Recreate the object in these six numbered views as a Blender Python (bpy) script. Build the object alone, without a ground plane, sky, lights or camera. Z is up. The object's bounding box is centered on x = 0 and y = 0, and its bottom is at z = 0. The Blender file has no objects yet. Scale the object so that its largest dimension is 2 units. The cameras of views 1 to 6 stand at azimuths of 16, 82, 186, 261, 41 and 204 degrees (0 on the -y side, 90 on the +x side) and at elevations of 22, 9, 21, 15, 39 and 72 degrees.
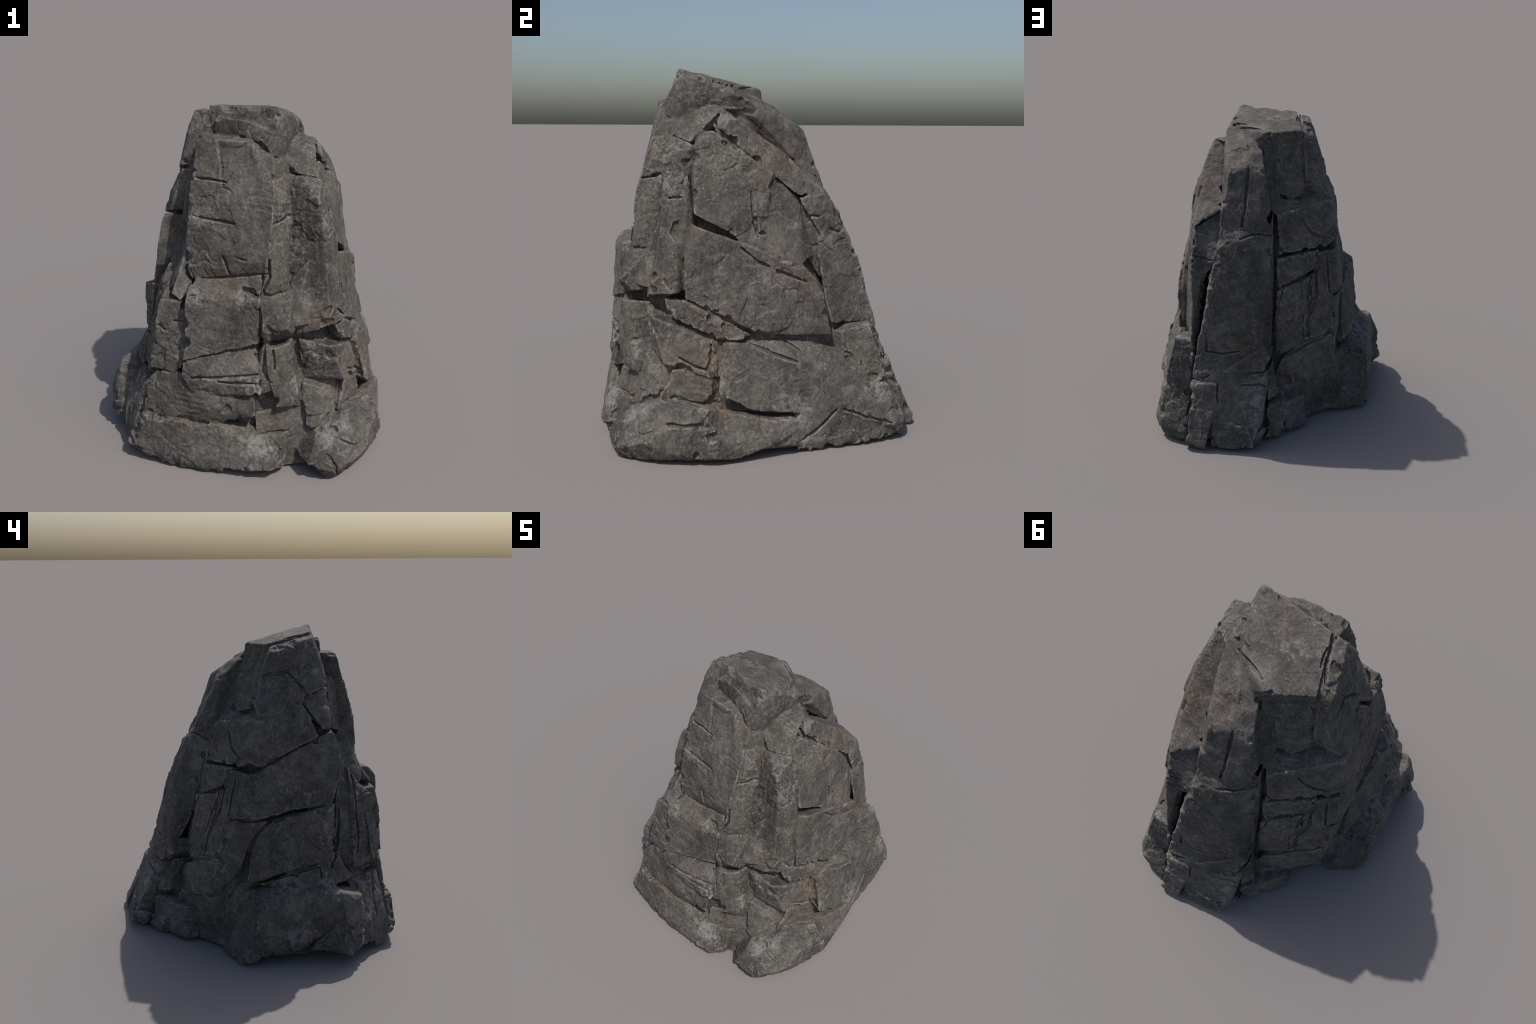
# A weathered, slate-like boulder: a tapering stack of fractured slabs.
# Every slab, ledge and foot stone is described by the corner points of its worn
# faces plus a direction that leads into the rock.  The convex stones are melted
# into one skin (smooth union), the joints are cut as grooves, the skin is
# roughened, and it is then separated into the stones it is made of.
import bpy, bmesh
import numpy as np
from mathutils import Vector

CELL = 0.0057
FILL_DEPTH = 0.019     # how far the filled joints lie behind the faces

# ------------------------------------------------------------------ stones
STONES = []


def stone(kind, corners, into=(0, 0, 0), worn=0.006):
    """A convex stone: its visible corners, and how far it reaches into the rock."""
    pts = [Vector(c) for c in corners]
    mid = sum(pts, Vector()) / len(pts)
    inward = Vector(into)
    if inward.length > 0:
        pts = pts + [mid + (p - mid) * 0.9 + inward for p in pts]
    bm = bmesh.new()
    for p in pts:
        bm.verts.new(p)
    bmesh.ops.convex_hull(bm, input=bm.verts[:])
    bm.normal_update()
    planes = []
    for f in bm.faces:
        n, o = f.normal.copy(), f.normal.dot(f.verts[0].co)
        if f.calc_area() > 1e-7 and not any(n.dot(m) > 0.995 and abs(o - q) < 0.004 for m, q in planes):
            planes.append((n, o + .003))
    seen = {tuple(round(x, 4) for x in c) for c in corners}
    edges = [(np.array(e.verts[0].co), np.array(e.verts[1].co)) for e in bm.edges
             if e.calc_length() > .08 and all(tuple(round(x, 4) for x in v.co) in seen for v in e.verts)
             and len(e.link_faces) == 2 and e.link_faces[0].normal.angle(e.link_faces[1].normal) > .5]
    bm.free()
    STONES.append(dict(kind=kind, worn=worn, edges=edges, mid=np.array(mid),
                       n=np.array([tuple(n) for n, _ in planes]), o=np.array([o for _, o in planes]),
                       lo=np.array([min(p[i] for p in pts) for i in range(3)]),
                       hi=np.array([max(p[i] for p in pts) for i in range(3)])))


GROOVES = []


def groove(path, radius, out=(0, 0, 1), deep=.012):
    """A joint or crack: a line on the skin, its half width, and the way it opens."""
    n = np.array(out, float)
    GROOVES.append((np.array(path, float), radius, n / np.linalg.norm(n), deep))


# ---- heart of the rock, kept a few centimetres under the slabs
stone('core', [(-.12, -.37, 1.9), (.27, -.39, 1.92), (.27, -.12, 1.86), (-.16, -.08, 1.86),
               (-.13, -.57, 1.2), (.28, -.59, 1.2), (.5, -.44, 1.25), (.52, -.1, 1.15), (.47, .15, 1.15),
               (.2, .28, 1.2), (-.06, .24, 1.2), (-.38, .06, 1.2), (-.36, -.4, 1.2)])
stone('core', [(-.13, -.57, 1.2), (.28, -.59, 1.2), (.5, -.44, 1.25), (.52, -.1, 1.15), (.47, .15, 1.15),
               (.2, .28, 1.2), (-.06, .24, 1.2), (-.38, .06, 1.2), (-.36, -.4, 1.2),
               (-.38, -.7, .5), (.28, -.7, .5), (.59, -.5, .5), (.63, -.25, .5), (.57, .25, .5),
               (.4, .55, .5), (.0, .42, .5), (-.3, .35, .5), (-.45, .25, .5), (-.5, -.3, .5)])
stone('core', [(-.38, -.7, .5), (.28, -.7, .5), (.59, -.5, .5), (.63, -.25, .5), (.57, .25, .5),
               (.4, .55, .5), (.0, .42, .5), (-.3, .35, .5), (-.45, .25, .5), (-.5, -.3, .5),
               (-.45, -.75, .02), (.3, -.76, .02), (.6, -.65, .02), (.7, -.4, .02), (.68, .05, .02), (.6, .6, .02),
               (.4, .75, .02), (.0, .7, .02), (-.2, .47, .02), (-.38, .22, .02), (-.6, .15, .02), (-.66, -.2, .02), (-.55, -.6, .02)])

# ---- summit
stone('cap_stone', [(.288, -.432, 1.998), (-.122, -.356, 1.985), (-.18, -.048, 1.915), (.046, .041, 1.907),
                    (.093, -.027, 1.893), (.3, -.15, 1.915), (.286, -.469, 1.913), (.27, -.485, 1.87), (-.13, -.405, 1.85),
                    (.325, -.42, 1.863), (.335, -.185, 1.882), (.33, -.347, 1.81), (.346, -.139, 1.868), (.31, -.08, 1.8),
                    (-.17, -.05, 1.72), (.04, .03, 1.72), (.28, .0, 1.7)])
stone('wedge', [(.27, -.485, 1.875), (.1, -.452, 1.93), (-.05, -.425, 1.94), (-.12, -.415, 1.85), (.259, -.488, 1.88), (.235, -.51, 1.83),
                (.15, -.47, 1.838), (.0, -.44, 1.845)], (0, .1, 0))
stone('wedge', [(.27, -.487, 1.87), (.239, -.528, 1.817), (.2, -.5, 1.84), (.267, -.511, 1.767), (.329, -.347, 1.806), (.31, -.45, 1.73),
                (.325, -.43, 1.86)], (0, .12, -.03))
stone('plate', [(-.206, -.355, 1.957), (-.25, -.076, 1.882), (-.137, -.36, 1.968), (-.168, -.2, 1.93), (-.19, -.08, 1.9), (-.262, -.435, 1.69), (-.2, -.412, 1.82), (-.26, -.3, 1.79),
                (-.34, -.301, 1.611), (-.293, -.185, 1.754), (-.295, -.01, 1.743), (-.285, -.42, 1.665)], (.16, 0, 0))
stone('plate', [(-.262, -.013, 1.731), (-.298, -.185, 1.75), (-.335, -.29, 1.66), (-.35, -.268, 1.57), (-.335, .02, 1.58)], (.15, 0, 0))
stone('plate', [(-.315, -.317, 1.62), (-.268, -.435, 1.65), (-.345, -.45, 1.41), (-.4, -.39, 1.4), (-.355, -.267, 1.566)], (.15, .03, 0))

# ---- sunny wall: great slabs
stone('slab', [(-.142, -.526, 1.843), (-.136, -.418, 1.847), (.047, -.516, 1.84), (.142, -.534, 1.833), (.15, -.44, 1.835),
               (.267, -.511, 1.767), (.293, -.608, 1.577), (.28, -.691, 1.251), (.265, -.683, 1.18),
               (-.163, -.662, 1.1), (.072, -.672, 1.112), (-.18, -.633, 1.43), (-.195, -.655, 1.2)], (.02, .22, -.02))
stone('slab', [(-.14, -.64, 1.13), (.26, -.665, 1.18), (.228, -.715, 1.055), (0, -.69, 1.075), (-.14, -.7, 1.075)], (0, .2, 0))
stone('slab', [(-.157, -.802, 1.04), (-.15, -.75, 1.09), (.014, -.708, 1.078), (.228, -.731, 1.03), (.22, -.752, .782),
               (-.182, -.839, .679), (0, -.802, .725)], (.02, .2, 0))
stone('slab', [(-.185, -.832, .67), (0, -.79, .715), (.195, -.722, .762), (.195, -.725, .714), (.233, -.767, .6),
               (-.203, -.829, .586), (-.144, -.825, .478), (.236, -.825, .508), (.1, -.83, .5)], (.02, .2, 0))
stone('slab', [(-.332, -.744, .994), (-.217, -.743, .995), (-.225, -.78, .78), (-.254, -.785, .562), (-.409, -.782, .588),
               (-.35, -.77, .891)], (.06, .2, 0))
stone('wedge', [(-.263, -.732, 1.035), (-.236, -.652, 1.125), (-.18, -.656, 1.08), (-.209, -.745, 1.01), (-.19, -.71, 1.06)], (.03, .15, 0), .006)
stone('slab', [(-.424, -.779, .507), (-.472, -.8, .304), (-.262, -.833, .314), (-.014, -.828, .298), (.199, -.826, .375),
               (.2, -.8, .48), (-.03, -.852, .41), (.1, -.84, .4), (-.1, -.825, .49), (-.22, -.795, .57), (-.38, -.775, .56)], (.05, .25, 0))
stone('foot_slab', [(-.453, -.84, .309), (-.269, -.858, .295), (.013, -.841, .297), (-.534, -.86, .11), (-.59, -.805, .075), (-.53, -.815, .2),
                    (-.482, -.807, .3), (-.371, -.862, .012), (-.21, -.876, .012), (.025, -.897, .049), (.02, -.88, .02)], (.05, .3, 0))
stone('foot_slab', [(0, -.85, .29), (.229, -.782, .235), (.364, -.716, .232), (.36, -.788, .044), (.315, -.888, .071),
                    (.211, -.902, .061), (.025, -.897, .049), (.2, -.84, .02)], (0, .3, 0), .014)
stone('ledge', [(.2, -.77, .36), (.42, -.66, .37), (.42, -.68, .29), (.36, -.725, .24), (.2, -.79, .25)], (0, .2, 0), .006)
stone('pillar', [(.311, -.587, 1.093), (.249, -.67, 1.076), (.228, -.709, 1.034), (.258, -.78, .889), (.392, -.768, .89),
                 (.402, -.707, .834), (.248, -.758, .794), (.385, -.6, 1.05), (.36, -.55, 1.09)], (0, .2, 0))
stone('pillar', [(.339, -.546, 1.574), (.29, -.595, 1.565), (.288, -.622, 1.419), (.361, -.534, 1.452), (.318, -.605, 1.5)], (0, .15, 0))
stone('pillar', [(.27, -.64, 1.42), (.36, -.54, 1.44), (.343, -.608, 1.2), (.285, -.68, 1.2), (.36, -.53, 1.15), (.3, -.655, 1.12)], (0, .15, 0))
stone('pillar', [(.262, -.76, .762), (.27, -.78, .68), (.313, -.755, .766), (.376, -.692, .769), (.414, -.623, .501), (.422, -.674, .374),
                 (.317, -.776, .404), (.287, -.78, .567), (.41, -.7, .52)], (0, .2, 0))

stone('pillar', [(.267, -.511, 1.767), (.295, -.6, 1.575), (.345, -.49, 1.65), (.33, -.44, 1.72), (.355, -.54, 1.5), (.29, -.62, 1.4)], (-.05, .15, 0))
stone('core', [(.25, -.69, 1.2), (.25, -.7, 1.07), (.32, -.64, 1.2), (.33, -.61, 1.09), (.27, -.66, 1.35)], (0, .15, 0))

stone('core', [(.4, -.615, 1.05), (.4, -.68, .87), (.47, -.62, .86), (.37, -.6, 1.09), (.45, -.58, 1), (.46, -.56, 1.2)], (0, .15, 0))
stone('core', [(.22, -.745, .72), (.23, -.76, .6), (.24, -.79, .5), (.31, -.765, .52), (.29, -.745, .72), (.26, -.74, .8)], (0, .15, 0))
stone('pillar', [(.24, -.715, 1.08), (.275, -.7, 1.19), (.34, -.655, 1.17), (.335, -.62, 1.32), (.3, -.65, 1.32), (.36, -.63, 1.06), (.29, -.7, 1.05)], (0, .12, 0))
stone('core', [(-.2, -.785, .7), (-.215, -.755, .95), (-.23, -.785, .6), (-.16, -.77, .95), (-.17, -.8, .7)], (0, .15, 0))
stone('core', [(.44, -.635, .5), (.55, -.61, .46), (.47, -.695, .33), (.55, -.655, .33), (.42, -.65, .42)], (0, .1, 0))
# ---- corner column between the two walls
stone('column', [(.344, -.486, 1.65), (.42, -.485, 1.645), (.454, -.442, 1.626), (.505, -.4, 1.596), (.51, -.524, 1.549),
                 (.55, -.432, 1.351), (.545, -.528, 1.302), (.35, -.53, 1.3), (.587, -.477, 1.226), (.56, -.535, 1.22)], (-.1, .15, 0))
stone('column', [(.545, -.528, 1.302), (.55, -.432, 1.351), (.587, -.477, 1.226), (.586, -.613, .85), (.404, -.626, .794),
                 (.605, -.55, .9), (.652, -.48, .867), (.35, -.54, 1.28)], (-.1, .15, 0))
stone('wedge', [(.328, -.282, 1.808), (.429, -.218, 1.797), (.317, -.447, 1.731), (.425, -.369, 1.698), (.484, -.396, 1.617),
                (.418, -.217, 1.795), (.405, -.49, 1.66), (.36, -.475, 1.665)], (-.1, .1, 0))

# ---- east wall: curved bands and panels
stone('band', [(.418, -.217, 1.795), (.444, -.221, 1.783), (.33, -.24, 1.79), (.478, -.255, 1.704), (.473, -.044, 1.552),
               (.476, .011, 1.626), (.497, .069, 1.428), (.524, .169, 1.346), (.46, .355, 1.337), (.376, .313, 1.399),
               (.291, .282, 1.44), (.3, 0, 1.6)])
stone('band', [(.46, .355, 1.33), (.453, .37, 1.316), (.475, .405, 1.155), (.524, .169, 1.346), (.461, .437, 1.141),
               (.33, .33, 1.3), (.36, .39, 1.15), (.478, .32, 1.1)])
stone('band', [(.475, .405, 1.155), (.461, .437, 1.141), (.432, .59, .733), (.43, .6, .64), (.515, .29, .95), (.52, .36, .65),
               (.47, .28, 1.15), (.35, .36, 1.25), (.375, .42, 1.1), (.385, .49, .85), (.4, .53, .64)])

stone('rib', [(.432, .59, .735), (.425, .62, .6), (.42, .665, .41), (.4, .58, .6), (.44, .52, .7), (.45, .5, .6)])
stone('panel', [(.456, -.366, 1.671), (.47, -.27, 1.68), (.526, -.068, 1.524), (.532, .03, 1.457), (.581, -.374, 1.259),
                (.592, -.22, 1.18), (.572, -.058, 1.147), (.55, .0, 1.25)], (-.15, 0, 0))
stone('panel', [(.512, .03, 1.45), (.495, .16, 1.34), (.505, .25, 1.02), (.56, .19, .99), (.568, -.06, 1.16), (.525, 0, 1.3)], (-.15, 0, 0))
stone('panel', [(.572, -.409, 1.209), (.618, -.317, 1.179), (.591, .199, .967), (.589, .289, .848), (.567, .348, .601),
                (.648, -.05, .64), (.622, .1, .62), (.637, -.427, .834), (.622, -.436, 1.043)], (-.15, 0, 0))
stone('ledge', [(.6, -.53, .83), (.637, -.43, .82), (.66, -.3, .72), (.66, -.25, .613), (.625, -.509, .75), (.66, -.1, .62),
                (.65, -.4, .69)], (-.2, .05, 0))
stone('panel', [(.582, -.598, .725), (.42, -.63, .76), (.44, -.6, .52), (.658, -.554, .508), (.65, -.546, .494),
                (.651, -.301, .598), (.682, -.32, .453), (.625, -.509, .696), (.7, -.3, .42)], (-.1, .2, 0))
stone('panel', [(.65, -.5, .46), (.685, -.31, .44), (.665, -.43, .38), (.7, -.31, .3), (.62, -.57, .31)], (-.15, .15, 0))
stone('boulder', [(.68, -.253, .601), (.753, -.272, .351), (.756, -.088, .256), (.725, .132, .22), (.69, .2, .27), (.685, -.084, .555),
                  (.638, .18, .49), (.53, .389, .51), (.585, .5, .35), (.593, .647, .359), (.62, .62, .2), (.58, .2, .58)], (-.2, 0, 0), .018)
stone('boulder', [(.725, .132, .22), (.66, .36, .26), (.61, .66, .2), (.69, .27, 0), (.715, .15, 0), (.619, .74, .015), (.585, .7, .25),
                  (.665, .5, .02)], (-.2, 0, 0), .012)
stone('boulder', [(.772, .04, .2), (.785, .04, .15), (.76, -.15, .24), (.812, -.17, .03), (.8, -.08, .05), (.815, -.25, .04), (.791, -.005, .074), (.75, -.3, .26), (.75, -.25, .06),
                  (.77, .1, .12)], (-.2, 0, 0), .014)
stone('core', [(.755, -.2, .2), (.745, .1, .2), (.755, .1, .06), (.765, -.25, .05), (.7, .2, .15), (.69, .2, .03)], (-.2, 0, 0))
stone('boulder', [(.583, -.564, .424), (.53, -.621, .453), (.521, -.685, .25), (.605, -.59, .318), (.42, -.606, .452),
                  (.467, -.71, .249), (.62, -.5, .35)], (-.05, .2, 0), .016)
stone('boulder', [(.66, -.68, .2), (.807, -.368, .28), (.825, -.384, .25), (.812, -.483, .216), (.655, -.818, .06), (.8, -.61, .17), (.785, -.685, .13), (.75, -.72, .1),
                  (.71, -.74, .12), (.533, -.72, .233), (.5, -.84, .11), (.6, -.8, .01), (.64, -.765, 0), (.718, -.68, .015), (.775, -.56, .025),
                  (.82, -.47, .07), (.832, -.31, .14), (.832, -.31, .05), (.8, -.2, .03), (.62, -.55, .3), (.76, -.315, .264)], (-.15, .15, 0), .007)
stone('boulder', [(.49, .47, .63), (.551, .572, .63), (.44, .585, .63), (.593, .647, .359), (.431, .668, .361), (.575, .5, .4),
                  (.53, .42, .6), (.54, .42, .5)], (-.12, -.1, 0))
stone('boulder', [(.593, .647, .359), (.431, .663, .361), (.597, .754, .146), (.431, .825, .038), (.656, .679, .114),
                  (.6, .75, .02), (.67, .4, .2)], (-.15, -.1, 0))

stone('core', [(.55, -.41, 1.46), (.575, -.39, 1.25), (.6, -.43, 1.19), (.555, -.45, 1.35), (.6, -.4, 1.1), (.61, -.47, 1)], (-.1, .05, 0))
stone('core', [(.595, -.2, 1.165), (.575, -.05, 1.11), (.58, .1, 1.02), (.568, .2, .97), (.558, .265, .9), (.55, .32, .75), (.545, .345, .65), (.56, 0, 1.14)], (-.15, 0, 0))
# ---- rubble packed behind the bands and at the foot
stone('core', [(.43, -.27, 1.72), (.445, -.05, 1.575), (.465, .07, 1.44), (.49, .17, 1.34), (.52, .2, 1.1), (.5, -.1, 1.4)], (-.2, 0, 0))
stone('core', [(.45, .33, 1.32), (.28, .25, 1.43), (.44, .4, 1.12), (.3, .41, 1.2), (.3, .2, 1.3), (.49, .2, 1.3), (.32, .46, 1.1), (.43, .43, 1.0)])
stone('boulder', [(.63, -.57, .3), (.7, -.4, .275), (.57, -.7, .235), (.66, -.665, .26), (.74, -.585, .265), (.78, -.5, .245), (.8, -.6, .175),
                  (.735, -.69, .175), (.66, -.57, .315), (.79, -.36, .262)], (-.12, .12, -.05), .01)

# ---- shaded side: the long ridge and its foot
stone('ridge_block', [(.281, .18, 1.719), (.14, .218, 1.713), (.106, .188, 1.723), (.346, -.139, 1.868), (.3, -.15, 1.905), (.093, -.027, 1.885), (.3, .18, 1.66), (.255, .24, 1.686),
                      (.023, .219, 1.676), (-.019, .261, 1.454), (.277, .283, 1.44), (.049, .386, 1.328), (.285, .36, 1.34),
                      (.3, -.1, 1.75), (.3, .1, 1.6), (-.01, .2, 1.4)])
stone('ridge_block', [(-.019, .261, 1.45), (.277, .283, 1.435), (.29, .46, 1.22), (.338, .572, .877),
                      (.39, .659, .541), (.049, .386, 1.325), (.099, .505, 1.055), (.148, .654, .487), (-.035, .272, 1.092),
                      (0, .505, .85), (.01, .46, 1.05), (-.03, .57, .62), (-.076, .45, .748), (.4, .69, .42), (-.03, .55, .55), (.36, .4, .6)])
stone('ridge_block', [(.408, .696, .392), (.148, .665, .44), (-.082, .603, .47), (.39, .725, .395), (.25, .735, .405), (.1, .71, .43), (-.06, .65, .465), (-.075, .782, .21), (.399, .785, .241),
                      (-.02, .82, .1), (.38, .8, .1), (-.05, .6, .1)], (0, -.2, 0))
stone('foot_slab', [(.399, .794, .241), (.248, .795, .248), (.41, .875, .062), (.285, .887, .037), (.41, .86, .01), (.285, .875, .01)], (0, -.2, 0))
stone('foot_slab', [(.25, .805, .2), (.022, .828, .16), (-.017, .851, .04), (.25, .865, .03), (.1, .85, .02)], (0, -.2, 0))
stone('pebble', [(-.09, .7, .25), (-.2, .6, .25), (-.11, .72, .05), (-.2, .645, .01), (-.08, .72, .02)], (.02, -.2, 0), .02)
stone('pebble', [(-.2, .61, .24), (-.31, .5, .24), (-.26, .575, .018), (-.33, .5, .02), (-.2, .6, .02)], (.02, -.2, 0), .02)
stone('panel', [(.052, .044, 1.8), (-.06, .01, 1.82), (-.07, .17, 1.49), (.02, .21, 1.47)], (0, -.15, 0))
stone('panel', [(-.04, .02, 1.83), (-.2, -.05, 1.86), (-.227, .046, 1.524), (-.13, .13, 1.49), (-.06, .11, 1.6)], (.02, -.15, 0))
stone('panel', [(-.2, -.06, 1.87), (-.245, -.09, 1.86), (-.235, .035, 1.6), (-.285, .0, 1.6), (-.225, .03, 1.7)], (.06, -.12, 0))
stone('panel', [(-.01, .04, 1.79), (-.06, .03, 1.8), (-.03, .14, 1.55), (-.1, .13, 1.52), (-.05, .1, 1.7)], (.02, -.12, 0))
stone('panel', [(-.077, .256, 1.417), (-.101, .319, 1.172), (-.395, .139, 1.199), (-.456, .101, 1.245), (-.441, .026, 1.364),
                (-.223, .163, 1.454), (-.415, .03, 1.49)], (.05, -.2, 0))
stone('panel', [(-.088, .331, 1.14), (-.106, .362, .949), (-.322, .246, 1.056), (-.34, .2, 1.17)], (.03, -.2, 0))
stone('panel', [(-.104, .396, .937), (-.104, .468, .496), (-.29, .385, .59), (-.322, .25, 1.021)], (.03, -.2, 0))
stone('panel', [(-.34, .195, 1.15), (-.455, .12, 1.16), (-.491, .201, .867), (-.465, .302, .626), (-.3, .375, .6), (-.325, .245, 1)], (.03, -.2, 0))
stone('panel', [(-.465, .302, .62), (-.472, .339, .384), (-.311, .433, .418), (-.15, .48, .48), (-.252, .493, .313), (-.3, .375, .61),
                (-.12, .5, .4)], (.03, -.2, 0))
stone('panel', [(-.252, .485, .313), (-.455, .3, .38), (-.27, .43, .03), (-.42, .25, .03), (-.12, .55, .3)], (.03, -.2, 0))

stone('core', [(-.04, .26, 1.41), (-.05, .285, 1.15), (-.07, .375, .9), (-.07, .45, .55), (-.01, .28, 1.2), (-.02, .44, .7)], (0, -.15, 0))
stone('core', [(.38, .69, .46), (.15, .665, .5), (-.03, .595, .5), (.38, .72, .36), (.1, .725, .38), (-.06, .65, .4)], (0, -.2, 0))
stone('core', [(-.08, .6, .44), (-.1, .55, .5), (-.09, .67, .28), (-.14, .59, .3)], (.05, -.2, 0))
stone('core', [(-.03, .18, 1.5), (.03, .21, 1.46), (-.08, .235, 1.41), (-.2, .13, 1.48), (-.2, .15, 1.43)], (0, -.15, 0))

stone('core', [(-.04, .575, .62), (.05, .66, .5), (-.05, .635, .48), (.2, .705, .48), (-.09, .54, .55)], (0, -.2, 0))
stone('foot_slab', [(-.06, .79, .12), (-.02, .83, .1), (-.04, .78, .01), (-.09, .72, .1), (.02, .84, .02)], (.05, -.15, 0))
stone('core', [(.485, .12, 1.36), (.48, .2, 1.2), (.49, .26, 1.02), (.45, .3, 1.28), (.44, .38, 1.1), (.485, .05, 1.3), (.49, .3, .9)], (-.1, -.05, 0))
# ---- overhung side: plates stepping outwards down to the big toe
stone('plate', [(-.441, .026, 1.364), (-.456, .101, 1.245), (-.463, .02, 1.2), (-.425, -.354, 1.379), (-.365, -.249, 1.575),
                (-.37, -.04, 1.53), (-.4, 0, 1.48), (-.223, .16, 1.454)], (.15, 0, 0))
stone('plate', [(-.462, .14, 1.12), (-.436, -.103, 1.225), (-.385, -.455, 1.395), (-.42, -.49, 1.222), (-.445, -.495, 1.09),
                (-.498, -.237, .945), (-.51, -.026, .89), (-.495, .19, .87)], (.2, 0, 0))
stone('plate', [(-.491, .201, .867), (-.505, -.005, .86), (-.49, .14, .7), (-.471, .283, .588), (-.473, .336, .402), (-.5, .2, .5)], (.2, -.05, 0))
stone('plate', [(-.565, -.385, .922), (-.5, -.44, .95), (-.612, -.31, .615), (-.54, -.42, .62), (-.55, .125, .47), (-.595, -.06, .55),
                (-.505, .06, .8), (-.535, -.15, .89), (-.503, -.03, .862), (-.57, .03, .6)], (.2, 0, 0))
stone('core', [(-.335, -.725, .95), (-.4, -.755, .6), (-.45, -.46, .93), (-.505, -.45, .62), (-.52, -.58, .45), (-.315, -.55, 1.12), (-.38, -.5, 1.08), (-.43, -.71, .5)], (.2, .1, 0))
stone('core', [(-.45, -.735, .47), (-.54, -.785, .2), (-.57, -.785, .03), (-.57, -.52, .45), (-.65, -.58, .3), (-.67, -.6, .08)], (.2, .15, 0))
stone('core', [(-.33, -.05, 1.62), (-.365, -.2, 1.49), (-.385, .02, 1.5), (-.325, .04, 1.58), (-.35, -.2, 1.59)], (.15, 0, 0))
stone('core', [(-.455, -.47, 1.09), (-.5, -.42, .95), (-.505, -.2, .93), (-.475, -.3, 1.05), (-.48, -.44, 1)], (.15, 0, 0))
stone('strip', [(-.19, -.5, 1.6), (-.235, -.45, 1.62), (-.2, -.54, 1.36), (-.265, -.48, 1.38), (-.17, -.495, 1.7), (-.19, -.44, 1.72)], (.1, .1, 0))
stone('core', [(-.24, -.68, 1.09), (-.21, -.62, 1.2), (-.33, -.53, 1.11), (-.35, -.52, 1.07), (-.3, -.66, 1.03), (-.18, -.565, 1.4), (-.25, -.5, 1.32)], (.1, .12, 0))
stone('strip', [(-.2, -.575, 1.31), (-.28, -.49, 1.31), (-.22, -.605, 1.12), (-.345, -.53, 1.12), (-.33, -.49, 1.2)], (.1, .15, 0))
stone('strip', [(-.35, -.62, 1.06), (-.335, -.565, 1.14), (-.425, -.66, .75), (-.44, -.61, .8), (-.495, -.63, .52), (-.52, -.57, .53), (-.39, -.57, 1.03), (-.45, -.69, .56)], (.15, .1, 0))
stone('strip', [(-.34, -.73, .96), (-.36, -.66, .96), (-.405, -.765, .62), (-.45, -.71, .62), (-.44, -.74, .5)], (.15, .1, 0))

stone('strip', [(-.47, -.725, .46), (-.51, -.66, .47), (-.578, -.745, .16), (-.61, -.68, .17), (-.595, -.785, .05), (-.63, -.7, .02)], (.15, .12, 0))
stone('strip', [(-.565, -.585, .44), (-.54, -.64, .42), (-.645, -.66, .19), (-.67, -.6, .22), (-.66, -.665, .05), (-.69, -.59, .07)], (.15, .12, 0))
stone('toe_block', [(-.726, -.412, .441), (-.715, .066, .393), (-.746, .18, .017), (-.55, .27, .017), (-.598, -.338, .496),
                    (-.542, .12, .425), (-.735, -.49, .43), (-.765, -.42, .3), (-.65, -.62, .3), (-.74, -.2, .1)], (.25, .05, 0), .014)
stone('toe_block', [(-.735, -.48, .44), (-.795, -.46, .31), (-.805, -.5, .16), (-.775, -.56, .27), (-.76, -.59, .15), (-.7, -.58, .42), (-.72, -.42, .45)], (.2, .05, 0), .016)
stone('core', [(-.72, -.42, .43), (-.77, -.46, .3), (-.79, -.47, .1), (-.74, -.3, .2), (-.7, -.3, .42), (-.7, -.57, .36), (-.73, -.58, .1), (-.62, -.5, .42)], (.15, .05, 0))
stone('core', [(-.595, -.32, .62), (-.55, -.44, .64), (-.6, -.5, .5), (-.64, -.44, .47), (-.56, -.56, .47), (-.625, -.3, .5)], (.15, .08, 0))
stone('toe_block', [(-.605, -.33, .59), (-.635, -.38, .52), (-.585, -.1, .51), (-.68, -.4, .455), (-.55, .05, .46), (-.62, -.45, .49)], (.2, 0, -.05), .012)
stone('toe_block', [(-.828, -.486, .085), (-.78, -.35, .1), (-.74, -.25, .09), (-.8, -.48, .065), (-.7, -.6, .11), (-.785, -.41, .28), (-.72, -.62, .12)], (.2, 0, 0.03))

# ------------------------------------------------------------------ joints
groove([(.385, .45, 1.15), (.38, .53, .95), (.385, .58, .75), (.4, .63, .6)], .012, (.35, .93, .1), .05)
# JOINTS
groove([(-0.150, -0.635, 1.448), (-0.001, -0.633, 1.431), (0.083, -0.634, 1.425)], 0.007, (-0.13, -0.99, 0.10))
groove([(0.019, -0.666, 1.243), (0.039, -0.674, 1.189), (0.058, -0.675, 1.128)], 0.005, (-0.09, -0.97, 0.22))
groove([(0.090, -0.679, 1.242), (0.146, -0.683, 1.230)], 0.005, (-0.31, -0.95, -0.08))
groove([(-0.106, -0.672, 1.109), (0.054, -0.673, 1.129), (0.146, -0.669, 1.143), (0.261, -0.678, 1.164)], 0.007, (0.20, -0.90, 0.39))
groove([(0.275, -0.681, 1.245), (0.269, -0.681, 1.151), (0.229, -0.701, 1.052)], 0.008, (0.61, -0.78, -0.12))
groove([(0.299, -0.749, 0.751), (0.307, -0.767, 0.645)], 0.006, (0.37, -0.91, 0.20))
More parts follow.
